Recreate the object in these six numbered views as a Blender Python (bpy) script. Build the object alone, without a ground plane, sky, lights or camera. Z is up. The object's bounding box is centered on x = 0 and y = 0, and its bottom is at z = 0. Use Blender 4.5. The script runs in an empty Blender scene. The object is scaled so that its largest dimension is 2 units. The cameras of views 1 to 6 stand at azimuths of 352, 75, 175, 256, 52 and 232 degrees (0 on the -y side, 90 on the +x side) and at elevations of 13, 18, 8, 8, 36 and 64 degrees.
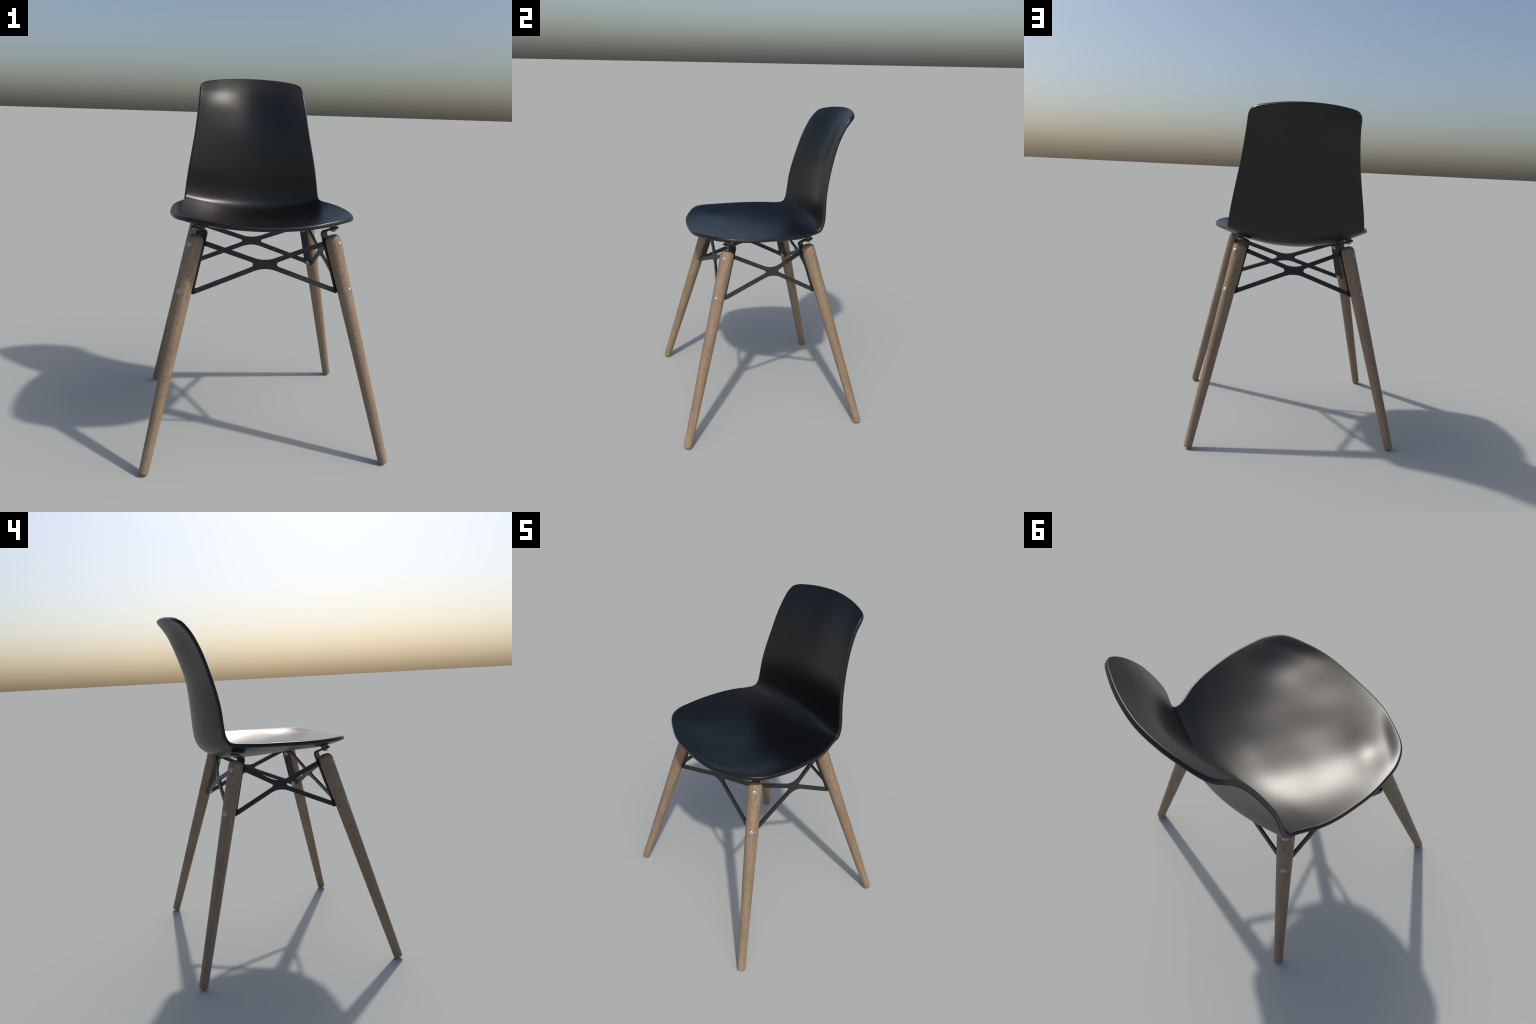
"""Moulded black plastic side chair on four splayed wooden legs with steel cross braces."""
import bpy, bmesh, math
import numpy as np
from mathutils import Vector, Matrix

# ------------------------------------------------------------------ helpers
def link(obj, parent=None):
    bpy.context.scene.collection.objects.link(obj)
    if parent is not None:
        obj.parent = parent
    return obj

def mesh_object(name, verts, faces, mat, parent=None, smooth=True):
    me = bpy.data.meshes.new(name)
    me.from_pydata([tuple(map(float, v)) for v in verts], [], faces)
    me.validate()
    me.materials.append(mat)
    if smooth:
        me.shade_smooth()
    return link(bpy.data.objects.new(name, me), parent)

def bm_object(name, bm, mat, parent=None, angle=35):
    bmesh.ops.recalc_face_normals(bm, faces=bm.faces)
    me = bpy.data.meshes.new(name)
    bm.to_mesh(me)
    bm.free()
    me.materials.append(mat)
    me.shade_smooth()
    me.set_sharp_from_angle(angle=math.radians(angle))
    return link(bpy.data.objects.new(name, me), parent)

def hermite(keys, vals, q):
    """Non-uniform Catmull-Rom through (keys, vals), evaluated at q."""
    keys, vals, q = np.asarray(keys, float), np.asarray(vals, float), np.asarray(q, float)
    d = (vals[1:] - vals[:-1]) / (keys[1:] - keys[:-1])[:, None]
    m = np.empty_like(vals)
    h = keys[1:] - keys[:-1]
    m[1:-1] = (d[:-1] * h[1:, None] + d[1:] * h[:-1, None]) / (h[1:] + h[:-1])[:, None]
    m[0], m[-1] = 1.5 * d[0] - .5 * m[1], 1.5 * d[-1] - .5 * m[-2]
    i = np.clip(np.searchsorted(keys, q) - 1, 0, len(keys) - 2)
    t = ((q - keys[i]) / h[i])[:, None]
    H = h[i][:, None]
    return ((2*t**3 - 3*t**2 + 1) * vals[i] + (t**3 - 2*t**2 + t) * H * m[i]
            + (-2*t**3 + 3*t**2) * vals[i+1] + (t**3 - t**2) * H * m[i+1])

def unit(v):
    v = np.asarray(v, float)
    return v / np.linalg.norm(v)

def smooth01(x):
    x = np.clip(x, 0, 1)
    return x * x * (3 - 2 * x)

# ------------------------------------------------------------------ materials
def new_mat(name):
    m = bpy.data.materials.new(name)
    m.use_nodes = True
    nt = m.node_tree
    return m, nt, nt.nodes["Principled BSDF"]

def plastic_material():
    m, nt, b = new_mat("black_plastic")
    b.inputs["Base Color"].default_value = (0.0028, 0.0029, 0.0030, 1)
    b.inputs["Roughness"].default_value = 0.345
    return m

def steel_material():
    m, nt, b = new_mat("black_powder_coated_steel")
    b.inputs["Base Color"].default_value = (0.0135, 0.0138, 0.0135, 1)
    b.inputs["Roughness"].default_value = 0.45
    return m

def screw_material(name="zinc_plated_steel", c=0.38):
    m, nt, b = new_mat(name)
    b.inputs["Base Color"].default_value = (c, c * 1.02, c * 1.06, 1)
    b.inputs["Metallic"].default_value = 0.8
    b.inputs["Roughness"].default_value = 0.42
    return m

def wood_material():
    m, nt, b = new_mat("oiled_beech_wood")
    N, Lk = nt.nodes, nt.links
    tc = N.new("ShaderNodeTexCoord")
    def noise(scale, sx, sy, sz, detail, rough=0.5):
        mp = N.new("ShaderNodeMapping")
        mp.inputs["Scale"].default_value = (sx, sy, sz)
        Lk.new(tc.outputs["Object"], mp.inputs["Vector"])
        n = N.new("ShaderNodeTexNoise")
        n.inputs["Scale"].default_value = scale
        n.inputs["Detail"].default_value = detail
        n.inputs["Roughness"].default_value = rough
        Lk.new(mp.outputs["Vector"], n.inputs["Vector"])
        return n.outputs["Fac"]
    def ramp(src, stops):
        r = N.new("ShaderNodeValToRGB")
        el = r.color_ramp.elements
        while len(el) < len(stops):
            el.new(0.5)
        for e, (p, c) in zip(el, stops):
            e.position, e.color = p, (*c, 1)
        Lk.new(src, r.inputs["Fac"])
        return r.outputs["Color"]
    def mix(kind, fac, a, c):
        x = N.new("ShaderNodeMix")
        x.data_type, x.blend_type = "RGBA", kind
        if isinstance(fac, float):
            x.inputs[0].default_value = fac
        else:
            Lk.new(fac, x.inputs[0])
        Lk.new(a, x.inputs[6])
        Lk.new(c, x.inputs[7])
        return x.outputs[2]
    grain = ramp(noise(1.0, 55, 55, 5, 3), [(0.30, (0.232, 0.160, 0.101)), (0.52, (0.266, 0.189, 0.122)), (0.72, (0.300, 0.219, 0.148))])
    fleck = ramp(noise(1.0, 260, 260, 46, 2, 0.6), [(0.34, (0.68, 0.61, 0.53)), (0.47, (1.0, 1.0, 1.0)), (1.0, (1.08, 1.08, 1.08))])
    fine = ramp(noise(1.0, 520, 520, 60, 2), [(0.30, (0.80, 0.77, 0.74)), (0.65, (1.06, 1.06, 1.06))])
    col = mix("MULTIPLY", 1.0, mix("MULTIPLY", 1.0, grain, fleck), fine)
    Lk.new(col, b.inputs["Base Color"])
    b.inputs["Roughness"].default_value = 0.62
    bump = N.new("ShaderNodeBump")
    bump.inputs["Strength"].default_value = 0.12
    bump.inputs["Distance"].default_value = 0.002
    Lk.new(noise(1.0, 210, 210, 32, 2, 0.6), bump.inputs["Height"])
    Lk.new(bump.outputs["Normal"], b.inputs["Normal"])
    return m

SHADE_DARKENED_ZINC = screw_material("dark_zinc", 0.26)  # same zinc, base colour lowered to paint in the under-seat shade on bolts and washers
PLASTIC, STEEL, ZINC, WOOD = plastic_material(), steel_material(), screw_material(), wood_material()

chair = link(bpy.data.objects.new("plastic_shell_chair", None))
chair["label"] = "glossy black plastic shell chair with splayed wooden legs"
chair["category"] = "chair"

# ------------------------------------------------------------------ seat shell
# Right half of the rim: front centre -> round the seat -> waist -> back edge -> top centre.
RIM = [(0.0, -.468, 1.248), (.182, -.457, 1.255), (.315, -.414, 1.269), (.409, -.362, 1.278), (.461, -.286, 1.277),
       (.482, -.195, 1.275), (.492, -.097, 1.275), (.489, .002, 1.277), (.479, .093, 1.278), (.460, .169, 1.279),
       (.434, .226, 1.281), (.417, .267, 1.283), (.412, .300, 1.294), (.406, .318, 1.330), (.398, .325, 1.392),
       (.384, .331, 1.479), (.367, .347, 1.574), (.348, .374, 1.683), (.333, .408, 1.794), (.322, .450, 1.886),
       (.315, .491, 1.942), (.291, .521, 1.968), (.225, .547, 1.985), (.122, .574, 1.996), (0.0, .587, 2.0)]
# Mid-thickness profile on the centre line: rim parameter it pairs with, y, z.
SPINE = [(3.5, -.468, 1.245), (4.5, -.420, 1.239), (5, -.365, 1.234), (6, -.235, 1.219), (7, -.095, 1.201),
         (8, .040, 1.186), (9, .150, 1.177), (10, .238, 1.179), (11, .305, 1.190), (12, .358, 1.214),
         (13, .395, 1.252), (14, .411, 1.317), (15, .417, 1.412), (16, .424, 1.527), (17, .438, 1.640),
         (18, .469, 1.745), (19, .511, 1.860), (20, .552, 1.948), (20.5, .587, 2.0)]
# Cross-section: depth fraction d = k u^2 + (1-k) u^p; rim parameter, k, p.
SECTION = [(3.5, 0.0, 3.0), (6, .25, 3.0), (8, .55, 3.0), (10, .85, 3.0), (12, .95, 3.0), (14, 1.3, 3.0), (16, 1.5, 3.0),
           (18, 2.2, 3.0), (19.3, 3.0, 3.0), (20.5, 3.0, 3.0)]
K0, K1 = 3.5, 20.5            # rim parameters taken as the patch corners
NU, NV = 36, 150              # half-width and length divisions
THICK = 0.0222

def rim_curve(rim, q):
    r = np.array(rim)
    full = np.vstack([r[2:0:-1] * [-1, 1, 1], r, r[-2:-4:-1] * [-1, 1, 1]])
    return hermite(np.arange(-2, len(r) + 2), full, q)

def by_x(rim, a, b, us):
    """Points of the rim between parameters a and b spaced evenly in x."""
    q = np.linspace(a, b, 400)
    p = rim_curve(rim, q)
    x = np.abs(p[:, 0])
    o = np.argsort(x)
    xs = us * x.max()
    return np.stack([xs, np.interp(xs, x[o], p[o, 1]), np.interp(xs, x[o], p[o, 2])], 1)

def shell_grid(rim):
    sp = np.array(SPINE)
    # spread rows evenly along the mean of spine and rim length
    q = np.linspace(K0, K1, 1500)
    R, Cc = rim_curve(rim, q), hermite(sp[:, 0], sp[:, 1:], q)
    step = .5 * np.linalg.norm(np.diff(R, axis=0), axis=1) + .5 * np.linalg.norm(np.diff(Cc, axis=0), axis=1)
    arc = np.concatenate([[0], np.cumsum(step)])
    qv = np.interp(np.linspace(0, arc[-1], NV + 1), arc, q)
    R, Cc = rim_curve(rim, qv), hermite(sp[:, 0], sp[:, 1:], qv)
    al = np.linspace(0, arc[-1], NV + 1)
    for e, d in ((0, al), (-1, al[-1] - al)):      # let the spine end on the inset rim
        Cc += (np.array(rim[e][1:]) - Cc[e]) * (1 - smooth01(d / .15))[:, None]
    us = np.linspace(0, 1, NU + 1)
    sec = np.array(SECTION)
    kk = np.interp(qv, sec[:, 0], sec[:, 1])[:, None]
    pp = np.interp(qv, sec[:, 0], sec[:, 2])[:, None]
    g = kk * us[None]**2 + (1 - kk) * us[None]**pp
    S = np.zeros((NV + 1, NU + 1, 3))
    S[:, :, 0] = R[:, None, 0] * us
    S[:, :, 1:] = Cc[:, None, :] + g[:, :, None] * (R[:, None, 1:] - Cc[:, None, :])
    dF = by_x(rim, 0, K0, us) - S[0]
    dT = by_x(rim, K1, len(rim) - 1, us) - S[-1]
    a = 1 - smooth01(al / .24)
    b = 1 - smooth01((al[-1] - al) / .20)
    S += a[:, None, None] * dF + b[:, None, None] * dT
    # the pan falls away quickly inside the front corners
    inside = (1 - us**7)[None, :] * smooth01(al / .08)[:, None]
    S[:, :, 2] -= .0122 * np.exp(-(((S[:, :, 0] - .335) / .14)**2 + ((S[:, :, 1] + .275) / .14)**2)) * inside
    full = np.concatenate([S[:, :0:-1] * [-1, 1, 1], S], axis=1)
    for _ in range(5):       # relax the sheet, rim held
        mid = full[1:-1, 1:-1]
        full[1:-1, 1:-1] = .5 * mid + .125 * (full[:-2, 1:-1] + full[2:, 1:-1] + full[1:-1, :-2] + full[1:-1, 2:])
    # faint moulding undulation of the seat pan
    uu = np.abs(np.linspace(-1, 1, full.shape[1]))[None, :]
    win = (smooth01((qv - 4.2) / 1.2) * smooth01((11.2 - qv) / 1.6))[:, None] * (1 - uu**4)
    x, y = full[:, :, 0], full[:, :, 1]
    for kx, ky, ph in ((21, 11, .4), (-9, 27, 2.1), (29, -15, 4.0), (13, 33, 5.2)):
        full[:, :, 2] += .00028 * win * np.sin(kx * x + ky * y + ph)
    return full

def grid_normals(G):
    a, b = G[1:, 1:] - G[:-1, :-1], G[1:, :-1] - G[:-1, 1:]
    fn = np.cross(a, b)
    n = np.zeros_like(G)
    for i in (0, 1):
        for j in (0, 1):
            n[i:n.shape[0]-1+i, j:n.shape[1]-1+j] += fn
    return n / np.linalg.norm(n, axis=2, keepdims=True)

def boundary_loop(nr, nc):
    return ([(0, j) for j in range(nc)] + [(i, nc-1) for i in range(1, nr)]
            + [(nr-1, j) for j in range(nc-2, -1, -1)] + [(i, 0) for i in range(nr-2, 0, -1)])

def build_shell():
    # pull the rim in by half a thickness so that the rounded lip ends on it
    rim = np.array(RIM)
    q = np.arange(len(rim), dtype=float)
    tang = rim_curve(rim, q + .02) - rim_curve(rim, q - .02)
    tang /= np.linalg.norm(tang, axis=1, keepdims=True)
    inward = np.array([(0, .12, 1.19)] * 12 + [(0, .40, 1.45)] * 13) - rim
    inward[:, 0] *= 1.0
    inward -= (inward * tang).sum(1)[:, None] * tang
    inward /= np.linalg.norm(inward, axis=1, keepdims=True)
    rim_in = rim + inward * THICK * .33
    # RIM is the upper / front arris of the lip: step back to mid thickness
    back = np.array([(0, 0, -.72)] * 11 + [(0, .2, -.5)] * 2 + [(0, .12, 0)] * 9 + [(0, .1, -.2)] * 3)
    rim_in += back * (THICK * .42)
    rim_in[0, 0] = rim_in[-1, 0] = 0
    G = shell_grid(rim_in)
    n = grid_normals(G)       # points up / forward
    if n[NV // 3, NU, 2] < 0:
        n = -n
    nr, nc = G.shape[:2]
    h = THICK / 2
    uu = np.abs(np.linspace(-1, 1, nc))
    hh = h * (1.0 + .20 * smooth01((np.arange(nr) / NV - .52) / .15)[:, None] * (1 - uu**6)[None]
              * smooth01((1 - np.arange(nr) / NV) / .12)[:, None])[:, :, None]
    top, bot = G + n * hh, G - n * hh
    verts = list(top.reshape(-1, 3)) + list(bot.reshape(-1, 3))
    tid = lambda i, j: i * nc + j
    bid = lambda i, j: nr * nc + i * nc + j
    faces = []
    for i in range(nr - 1):
        for j in range(nc - 1):
            faces.append((tid(i, j), tid(i, j+1), tid(i+1, j+1), tid(i+1, j)))
            faces.append((bid(i, j), bid(i+1, j), bid(i+1, j+1), bid(i, j+1)))
    loop = boundary_loop(nr, nc)
    m = len(loop)
    pts = np.array([G[i, j] for i, j in loop])
    nn = np.array([n[i, j] for i, j in loop])
    tg = np.roll(pts, -1, 0) - np.roll(pts, 1, 0)
    tg /= np.linalg.norm(tg, axis=1, keepdims=True)
    out = np.cross(tg, nn)
    cen = pts.mean(0)
    if (out[nc // 2] * (pts[nc // 2] - cen)).sum() < 0:
        out = -out
    SEG = 10
    rows = [[tid(i, j) for i, j in loop]]
    for k in range(1, SEG):
        a = math.pi * k / SEG
        ca, sa = math.cos(a), math.sin(a)
        # slightly squared lip
        f = (abs(ca)**4 + abs(sa)**4) ** (-1/4)
        p = pts + nn * (h * ca * f) + out * (.75 * h * sa * f)
        s = len(verts)
        verts += list(p)
        rows.append(list(range(s, s + m)))
    rows.append([bid(i, j) for i, j in loop])
    for r0, r1 in zip(rows[:-1], rows[1:]):
        for k in range(m):
            k2 = (k + 1) % m
            faces.append((r0[k], r0[k2], r1[k2], r1[k]))
    me = bpy.data.meshes.new("shell")
    me.from_pydata([tuple(map(float, v)) for v in verts], [], faces)
    bm = bmesh.new()
    bm.from_mesh(me)
    bmesh.ops.recalc_face_normals(bm, faces=bm.faces)
    bm.to_mesh(me)
    bm.free()
    V = np.array([v.co[:] for v in me.vertices])
    VN = np.array([v.normal[:] for v in me.vertices])
    F = [tuple(p.vertices) for p in me.polygons]
    bpy.data.meshes.remove(me)
    # one seamless sheet, named by region: seat below the fold, backrest above
    def region(name, pick):
        fs = [f for f in F if pick(V[list(f)].mean(0))]
        used = sorted({i for f in fs for i in f})
        remap = {o: k for k, o in enumerate(used)}
        ob = mesh_object(name, V[used], [tuple(remap[i] for i in f) for f in fs], PLASTIC, chair)
        ob.data.normals_split_custom_set_from_vertices([tuple(map(float, VN[i])) for i in used])
        return ob
    fold = lambda c: c[2] - 1.262 + .9 * (c[1] - .372) > 0
    region("seat", lambda c: not fold(c))
    region("backrest", fold)
    return G, n

G, GN = build_shell()

def shell_under(x, y):
    """Height of the seat underside near (x, y)."""
    pts = G[: NV * 6 // 10].reshape(-1, 3)
    nn = GN[: NV * 6 // 10].reshape(-1, 3)
    k = np.argmin((pts[:, 0] - x)**2 + (pts[:, 1] - y)**2)
    return (pts[k] - nn[k] * THICK / 2)[2]

# ------------------------------------------------------------------ legs
SX, SY = 0.2313, 0.2637       # splay per metre of height
FOOT = {"front": (0.6297, -0.5808), "back": (0.5996, 0.5548)}
R_FOOT, R_SLOPE = 0.0250, 0.0149
SEC = math.sqrt(1 + SX**2 + SY**2)
LEG_Z0, LEG_Z1 = 0.0053, 1.180

def leg_mesh():
    L = (LEG_Z1 - LEG_Z0) * SEC
    r = lambda l: R_FOOT + R_SLOPE * (LEG_Z0 + l / SEC)
    prof = [(0, 0)]
    f = 0.0105
    for k in range(9):
        a = math.pi / 2 * k / 8
        prof.append((r(f) - f + f * math.sin(a), f - f * math.cos(a)))
    for k in range(1, 40):
        l = f + (L - f - .035) * k / 40
        prof.append((r(l), l))
    f2 = 0.033
    for k in range(13):
        a = math.pi / 2 * k / 12
        prof.append((r(L - f2) - f2 + f2 * math.cos(a), L - f2 + f2 * math.sin(a)))
    prof.append((0, L))
    NS = 48
    verts, faces = [], []
    for (rr, l) in prof[1:-1]:
        for s in range(NS):
            a = 2 * math.pi * s / NS
            verts.append((rr * math.cos(a), rr * math.sin(a), l))
    n = len(prof) - 2
    for i in range(n - 1):
        for s in range(NS):
            s2 = (s + 1) % NS
            faces.append((i*NS+s, i*NS+s2, (i+1)*NS+s2, (i+1)*NS+s))
    faces.append(tuple(range(NS))[::-1])
    faces.append(tuple((n-1)*NS + s for s in range(NS)))
    return verts, faces

def frame(origin, zdir, xhint):
    z = Vector(zdir).normalized()
    x = Vector(xhint)
    x = (x - z * x.dot(z)).normalized()
    y = z.cross(x)
    M = Matrix((x, y, z)).transposed().to_4x4()
    M.translation = Vector(origin)
    return M

# ------------------------------------------------------------------ fasteners
def lathe_bm(profile, ns=28):
    bm = bmesh.new()
    rings = []
    for r, z in profile:
        rings.append([bm.verts.new((r*math.cos(2*math.pi*k/ns), r*math.sin(2*math.pi*k/ns), z)) for k in range(ns)])
    for a, b in zip(rings[:-1], rings[1:]):
        for k in range(ns):
            bm.faces.new((a[k], a[(k+1) % ns], b[(k+1) % ns], b[k]))
    return bm, rings

def button_head(name, r, height, socket_r, depth, mat=None):
    """Domed head on z = 0 pointing along +z, with a six-sided socket."""
    ns = 24
    prof = [(r*.94, -.003), (r, 0.0006)]
    for k in range(1, 7):
        a = math.pi/2 * k / 7
        prof.append((r * math.cos(a) * .985, .0006 + (height - .0006) * math.sin(a)))
    prof = [p for p in prof if p[0] > socket_r * 1.15]
    prof.append((socket_r * 1.12, height))
    bm, rings = lathe_bm(prof, ns)
    hexr = lambda k: socket_r * math.cos(math.pi/6) / math.cos((2*math.pi*k/ns) % (math.pi/3) - math.pi/6)
    lip = [bm.verts.new((hexr(k)*math.cos(2*math.pi*k/ns), hexr(k)*math.sin(2*math.pi*k/ns), height)) for k in range(ns)]
    low = [bm.verts.new((v.co.x*.96, v.co.y*.96, height - depth)) for v in lip]
    for a, b in ((rings[-1], lip), (lip, low)):
        for k in range(ns):
            bm.faces.new((a[k], a[(k+1) % ns], b[(k+1) % ns], b[k]))
    bm.faces.new(low)
    bm.faces.new(rings[0][::-1])
    return bm_object(name, bm, mat or ZINC, None, 30)

def nut_head(name, r, height):
    """Flat round sleeve-nut head with a cross recess."""
    bm, rings = lathe_bm([(r, -.002), (r, height*.45), (r*.93, height*.85), (r*.84, height)], 32)
    w, l, d = r*.10, r*.48, height*.55
    out = [(l, -w), (l, w), (w, w), (w, l), (-w, l), (-w, w), (-l, w), (-l, -w), (-w, -w), (-w, -l), (w, -l), (w, -w)]
    top = [bm.verts.new((x, y, height)) for x, y in out]
    low = [bm.verts.new((x*.9, y*.9, height - d)) for x, y in out]
    n = len(out)
    for k in range(n):
        bm.faces.new((top[k], top[(k+1) % n], low[(k+1) % n], low[k]))
    bm.faces.new(low)
    edges = [bm.edges.get((top[k], top[(k+1) % n])) for k in range(n)]
    ring = rings[-1]
    edges += [bm.edges.get((ring[k], ring[(k+1) % 32])) for k in range(32)]
    bmesh.ops.triangle_fill(bm, edges=edges, use_beauty=True)
    bm.faces.new(rings[0][::-1])
    return bm_object(name, bm, ZINC, None, 30)

# ------------------------------------------------------------------ strap brackets and cross braces
STRAP_T, STRAP_HALF = 0.0115, 0.0252
STRAP_SLOPE = (0.246, 0.277)              # outward drift of the strap per metre down
STRAP = {"front": (0.3648, -0.2848, 1.003), "back": (0.3373, 0.2593, 1.001)}
STRAP_TOP, STRAP_BOTTOM = 0.1885, 0.1250   # above / below the reference height
TAB_REACH = 0.0945

def corner(side, end):
    """Signs, strap reference point and local axes of one corner."""
    sx, sy = (1 if side == "right" else -1), (-1 if end == "front" else 1)
    x, y, z = STRAP[end]
    c = np.array([sx * x, y, z])
    up = unit([-sx * STRAP_SLOPE[0], -sy * STRAP_SLOPE[1], 1.0])
    across = unit([sx, -sy, 0.0])               # horizontal, along the strap width
    across = unit(across - up * (across @ up))
    n = unit(np.cross(up, across))
    if n[0] * sx < 0:
        n = -n
    return sx, sy, c, up, across, n

def strap_point(c, up, z):
    return c + up * ((z - c[2]) / up[2])

def strap_bracket(side, end):
    sx, sy, c, up, across, n = corner(side, end)
    lo, hi = -STRAP_BOTTOM / up[2], STRAP_TOP / up[2]
    R = 0.0165
    # path of the mid sheet: (along up, along n, normal angle)
    path = [(lo + (hi - R - lo) * k / 6, 0.0, 0.0) for k in range(7)]
    for k in range(1, 9):
        a = math.pi / 2 * k / 8
        path.append((hi - R + R * math.sin(a), R - R * math.cos(a), a))
    rows = [(u, o, a, STRAP_HALF) for u, o, a in path]
    straight = TAB_REACH - STRAP_HALF
    rows += [(hi, R + (straight - R) * k / 3, math.pi/2, STRAP_HALF) for k in range(1, 4)]
    for k in range(1, 9):
        a = math.pi / 2 * k / 8.6
        rows.append((hi, straight + STRAP_HALF * math.sin(a), math.pi/2, STRAP_HALF * math.cos(a)))
    bm = bmesh.new()
    h, ch = STRAP_T / 2, 0.0012
    rings = []
    for i, (u, o, a, w) in enumerate(rows):
        p = c + up * u + n * o
        nv = n * math.cos(a) - up * math.sin(a)     # outer side of the sheet
        ww = w
        sec = [(-ww, -h+ch), (-ww+ch, -h), (ww-ch, -h), (ww, -h+ch), (ww, h-ch), (ww-ch, h), (-ww+ch, h), (-ww, h-ch)]
        rings.append([bm.verts.new(tuple(p + across * s + nv * t)) for s, t in sec])
    for a, b in zip(rings[:-1], rings[1:]):
        for k in range(8):
            bm.faces.new((a[k], a[(k+1) % 8], b[(k+1) % 8], b[k]))
    bm.faces.new(rings[0])
    bm.faces.new(rings[-1])
    ob = bm_object("bracket", bm, STEEL, chair, 40)
    # bolt through the tab, washer and moulded boss above it
    at = c + up * hi + n * (TAB_REACH - 0.0290)
    bolt = link(BOLT.copy(), ob)
    bolt.matrix_world = frame(at - up * h, -up, across)
    washer = link(WASHER.copy(), ob)
    washer.matrix_world = frame(at + up * h, up, across)
    top = at + up * (h + 0.006)
    zu = shell_under(top[0], top[1])
    prof = [(0.0205, -0.0008), (0.0215, 0.002), (0.0222, max(zu - top[2], .004) * .8), (0.0260, max(zu - top[2], .004) + .009)]
    bmb, rg = lathe_bm(prof, 32)
    bmb.faces.new(rg[0][::-1])
    bmb.faces.new(rg[-1])
    boss = bm_object("mounting_boss", bmb, PLASTIC, ob, 40)
    boss.matrix_world = frame(top, up, across)
    return ob

def fillet(P, A, B, r, n):
    """Arc of radius r rounding corner P between directions to A and B."""
    a, b = unit(A - P), unit(B - P)
    half = math.acos(max(-1, min(1, a @ b))) / 2
    t = r / math.tan(half)
    c = P + unit(a + b) * (r / math.sin(half))
    s, e = P + a * t, P + b * t
    a0, a1 = math.atan2(*(s - c)[::-1]), math.atan2(*(e - c)[::-1])
    d = (a1 - a0 + math.pi) % (2 * math.pi) - math.pi
    return [c + r * np.array([math.cos(a0 + d * k / n), math.sin(a0 + d * k / n)]) for k in range(n + 1)]

def cross(p, d, q, e):
    M = np.array([[d[0], -e[0]], [d[1], -e[1]]])
    t = np.linalg.solve(M, np.asarray(q) - np.asarray(p))
    return np.asarray(p) + t[0] * np.asarray(d)

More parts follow.
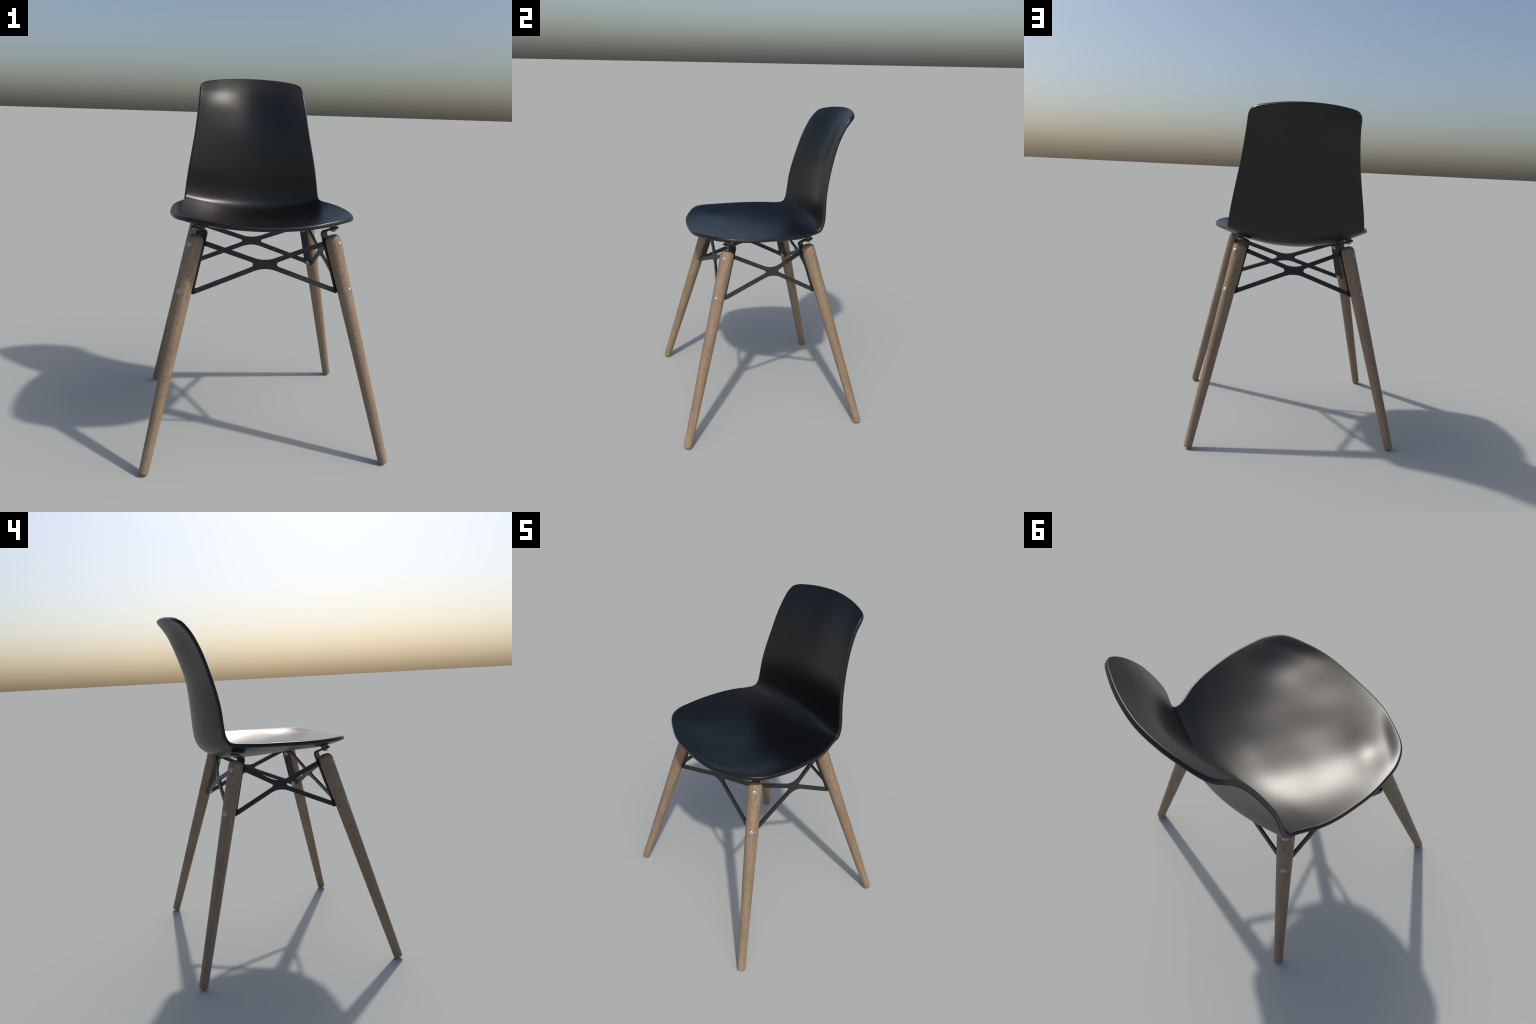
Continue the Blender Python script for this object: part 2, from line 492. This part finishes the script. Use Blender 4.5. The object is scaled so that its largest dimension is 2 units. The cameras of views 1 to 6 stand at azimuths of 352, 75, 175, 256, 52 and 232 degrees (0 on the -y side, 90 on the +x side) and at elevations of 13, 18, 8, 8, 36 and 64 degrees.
def cross_brace(ends, mid, mid_slope, axis, arm_dirs, r_side, r_top):
    """Bent sheet X between two straps.
    ends: two corners (negative then positive along axis); mid(z): centre of the sheet at height z;
    arm_dirs: four end points (p, h) of the arm centre lines relative to the centre."""
    W = 0.0252 / 2
    T = 0.0100 / 2
    zc = mid[2]
    M = lambda z: np.array(mid) + np.array(mid_slope) * (z - zc)
    EDGE, Qd, BL = STRAP_HALF - .0015, STRAP_HALF + .006, 0.010
    info = []
    for (side, end), sign in zip(ends, (-1, 1)):
        sx, sy, c, up, across, n = corner(side, end)
        t = across.copy()
        t[2] = 0
        t = unit(t)
        if t[axis] * sign > 0:        # must point from the strap towards the brace centre
            t = -t
        info.append((c, up, t))
    def ctrl(k, z):
        c, up, t = info[k]
        s = strap_point(c, up, z)
        m = M(z)
        E, Q = s + t * EDGE, s + t * Qd
        E2 = Q + unit(m - Q) * BL
        return m, E, Q, E2, t
    def place(p, h):
        z = zc + h
        k = 0 if p < 0 else 1
        m, E, Q, E2, t = ctrl(k, z)
        pe = abs((E2 - m)[axis])
        q = abs(p)
        if q <= pe:
            return m + (E2 - m) * (q / pe)
        u = (q - pe) / 0.014
        if u <= 1:
            return (1-u)**2 * E2 + 2*u*(1-u) * Q + u*u * E
        return E - t * (q - pe - 0.014)
    # outline
    arms = [unit(a) for a in arm_dirs]                # order: +up, -up, -low, +low (counter-clockwise)
    L = 0.46
    pts = []
    for i in range(4):
        a, b = arms[i], arms[(i+1) % 4]
        na, nb = np.array([-a[1], a[0]]), np.array([-b[1], b[0]])
        # left edge of arm a meets right edge of arm b
        P = cross(na * W, a, -nb * W, b)
        r = r_top if i % 2 == 0 else r_side
        pts.append(a * L - na * W)
        pts.append(a * L + na * W)
        pts += fillet(P, P + a, P + b, r, 14 if r > .05 else 10)
    # drop the doubled corner order: arms are listed right corner, left corner, fillet to next
    bm = bmesh.new()
    vs = [bm.verts.new((x, y, 0)) for x, y in pts]
    f = bm.faces.new(vs)
    if f.normal.z < 0:
        f.normal_flip()
    # trim each arm where the sheet runs into the strap, then score the bend lines
    def score(k, extra, clear):
        sign = -1 if k == 0 else 1
        z0, z1 = zc - .16, zc + .14
        P0, P1 = [], []
        for z in (z0, z1):
            m, E, Q, E2, t = ctrl(k, z)
            P0.append((sign * (abs((E2 - m)[axis]) + extra), z - zc, 0))
        d = Vector(P0[1]) - Vector(P0[0])
        nrm = Vector((d.y, -d.x, 0))
        if nrm.x * sign < 0:
            nrm = -nrm
        bm.normal_update()
        bmesh.ops.bisect_plane(bm, geom=bm.verts[:] + bm.edges[:] + bm.faces[:], plane_co=P0[0], plane_no=nrm,
                               clear_outer=clear, clear_inner=False)
    for k in (0, 1):
        score(k, 0.0150, True)
        for e in (0.0, 0.0028, 0.0056, 0.0084, 0.0112, 0.014):
            score(k, e, False)
    bmesh.ops.triangulate(bm, faces=[f for f in bm.faces if len(f.verts) > 4])
    flat = [(v.co.x, v.co.y) for v in bm.verts]
    bm.verts.index_update()
    tri = [[v.index for v in f.verts] for f in bm.faces]
    rim = [(e.verts[0].index, e.verts[1].index) for e in bm.edges if len(e.link_faces) == 1]
    bm.free()
    front, back, eps = [], [], 1e-4
    for p, h in flat:
        P = place(p, h)
        s = eps if p >= 0 else -eps
        dp = (place(p + s, h) - P) / s
        dz = (place(p, h + eps) - P) / eps
        nn = unit(np.cross(dp, dz))
        front.append(P + nn * T)
        back.append(P - nn * T)
    nV = len(flat)
    faces = [tuple(f) for f in tri] + [tuple(nV + i for i in f[::-1]) for f in tri]
    faces += [(a, b, nV + b, nV + a) for a, b in rim]
    bm = bmesh.new()
    bv = [bm.verts.new(tuple(p)) for p in front + back]
    for f in faces:
        bm.faces.new([bv[i] for i in f])
    bmesh.ops.recalc_face_normals(bm, faces=bm.faces)
    return bm_object("cross_brace", bm, STEEL, chair, 40)

# ------------------------------------------------------------------ assemble
SCREW = button_head("screw", 0.0148, 0.0036, 0.0062, 0.0018)
NUT = nut_head("sleeve_nut", 0.0145, 0.0042)
BOLT = button_head("bolt", 0.0175, 0.0105, 0.0062, 0.005, SHADE_DARKENED_ZINC)
bmw, rw = lathe_bm([(0.0085, 0.0), (0.0200, 0.0), (0.0206, 0.0008), (0.0206, 0.0054), (0.0200, 0.0062), (0.0085, 0.0062)], 32)
for k in range(32):
    bmw.faces.new((rw[-1][k], rw[-1][(k+1) % 32], rw[0][(k+1) % 32], rw[0][k]))
WASHER = bm_object("washer", bmw, SHADE_DARKENED_ZINC, None, 30)

NUT_Z = (1.1100, 0.8908)
lv, lf = leg_mesh()
leg_proto = None
SCREW_AT = {"front": [(0.3951, -0.3104, 1.1375), (0.4498, -0.3668, 0.9039)],
            "back": [(0.3666, 0.2835, 1.1371), (0.4211, 0.3403, 0.9044)]}
for side in ("right", "left"):
    for end in ("front", "back"):
        sx, sy, c, up, across, n = corner(side, end)
        fx, fy = FOOT[end]
        axis = Vector((-sx * SX, -sy * SY, 1))
        base = Vector((sx * fx, fy, 0)) + axis * LEG_Z0
        M = frame(base, axis, tuple(n))
        if leg_proto is None:
            leg = leg_proto = mesh_object("leg", lv, lf, WOOD, chair)
            leg.data.set_sharp_from_angle(angle=math.radians(50))
        else:
            leg = link(leg_proto.copy(), chair)
        leg.matrix_world = M
        bpy.context.view_layer.update()
        bracket = strap_bracket(side, end)
        for (x, y, z) in SCREW_AT[end]:
            want = Vector((sx * x, y, z))
            # seat the head on the leg surface, square to the axis
            a = axis.normalized()
            k = (want - base).dot(a)
            on_axis = base + a * k
            rad = R_FOOT + R_SLOPE * (LEG_Z0 + k / SEC)
            out = Vector(tuple(n))
            out = (out - a * out.dot(a)).normalized()
            s = link(SCREW.copy(), leg)
            s.matrix_world = frame(on_axis + out * (rad - .0012), out, a)
            # matching nut on the inner face of the strap
            zin = NUT_Z[0] if z > 1 else NUT_Z[1]
            ci, upv = Vector(tuple(c)), Vector(tuple(up))
            pin = ci + upv * ((zin - ci.z) / upv.z) - Vector(tuple(n)) * (STRAP_T / 2)
            t = link(NUT.copy(), bracket)
            t.matrix_world = frame(pin, -Vector(tuple(n)), a)

A = np.array
cross_brace((("left", "front"), ("right", "front")), (0, -.2915, 1.0238), (0, SY, 1), 0,
            [A((.3165, .1085)), A((-.3165, .1085)), A((-.377, -.1340)), A((.377, -.1340))], .0125, .175)
cross_brace((("left", "back"), ("right", "back")), (0, .2950, 1.0268), (0, -SY, 1), 0,
            [A((.290, .1065)), A((-.290, .1065)), A((-.349, -.1340)), A((.349, -.1340))], .0125, .160)
for side, sx in (("right", 1), ("left", -1)):
    cross_brace(((side, "front"), (side, "back")), (sx * .3680, .0112, 1.0262), (-sx * SX, 0, 1), 1,
                [A((.195, .1050)), A((-.241, .1050)), A((-.312, -.1350)), A((.264, -.1350))], .0085, .120)

for proto in (SCREW, NUT, BOLT, WASHER):
    bpy.data.objects.remove(proto)
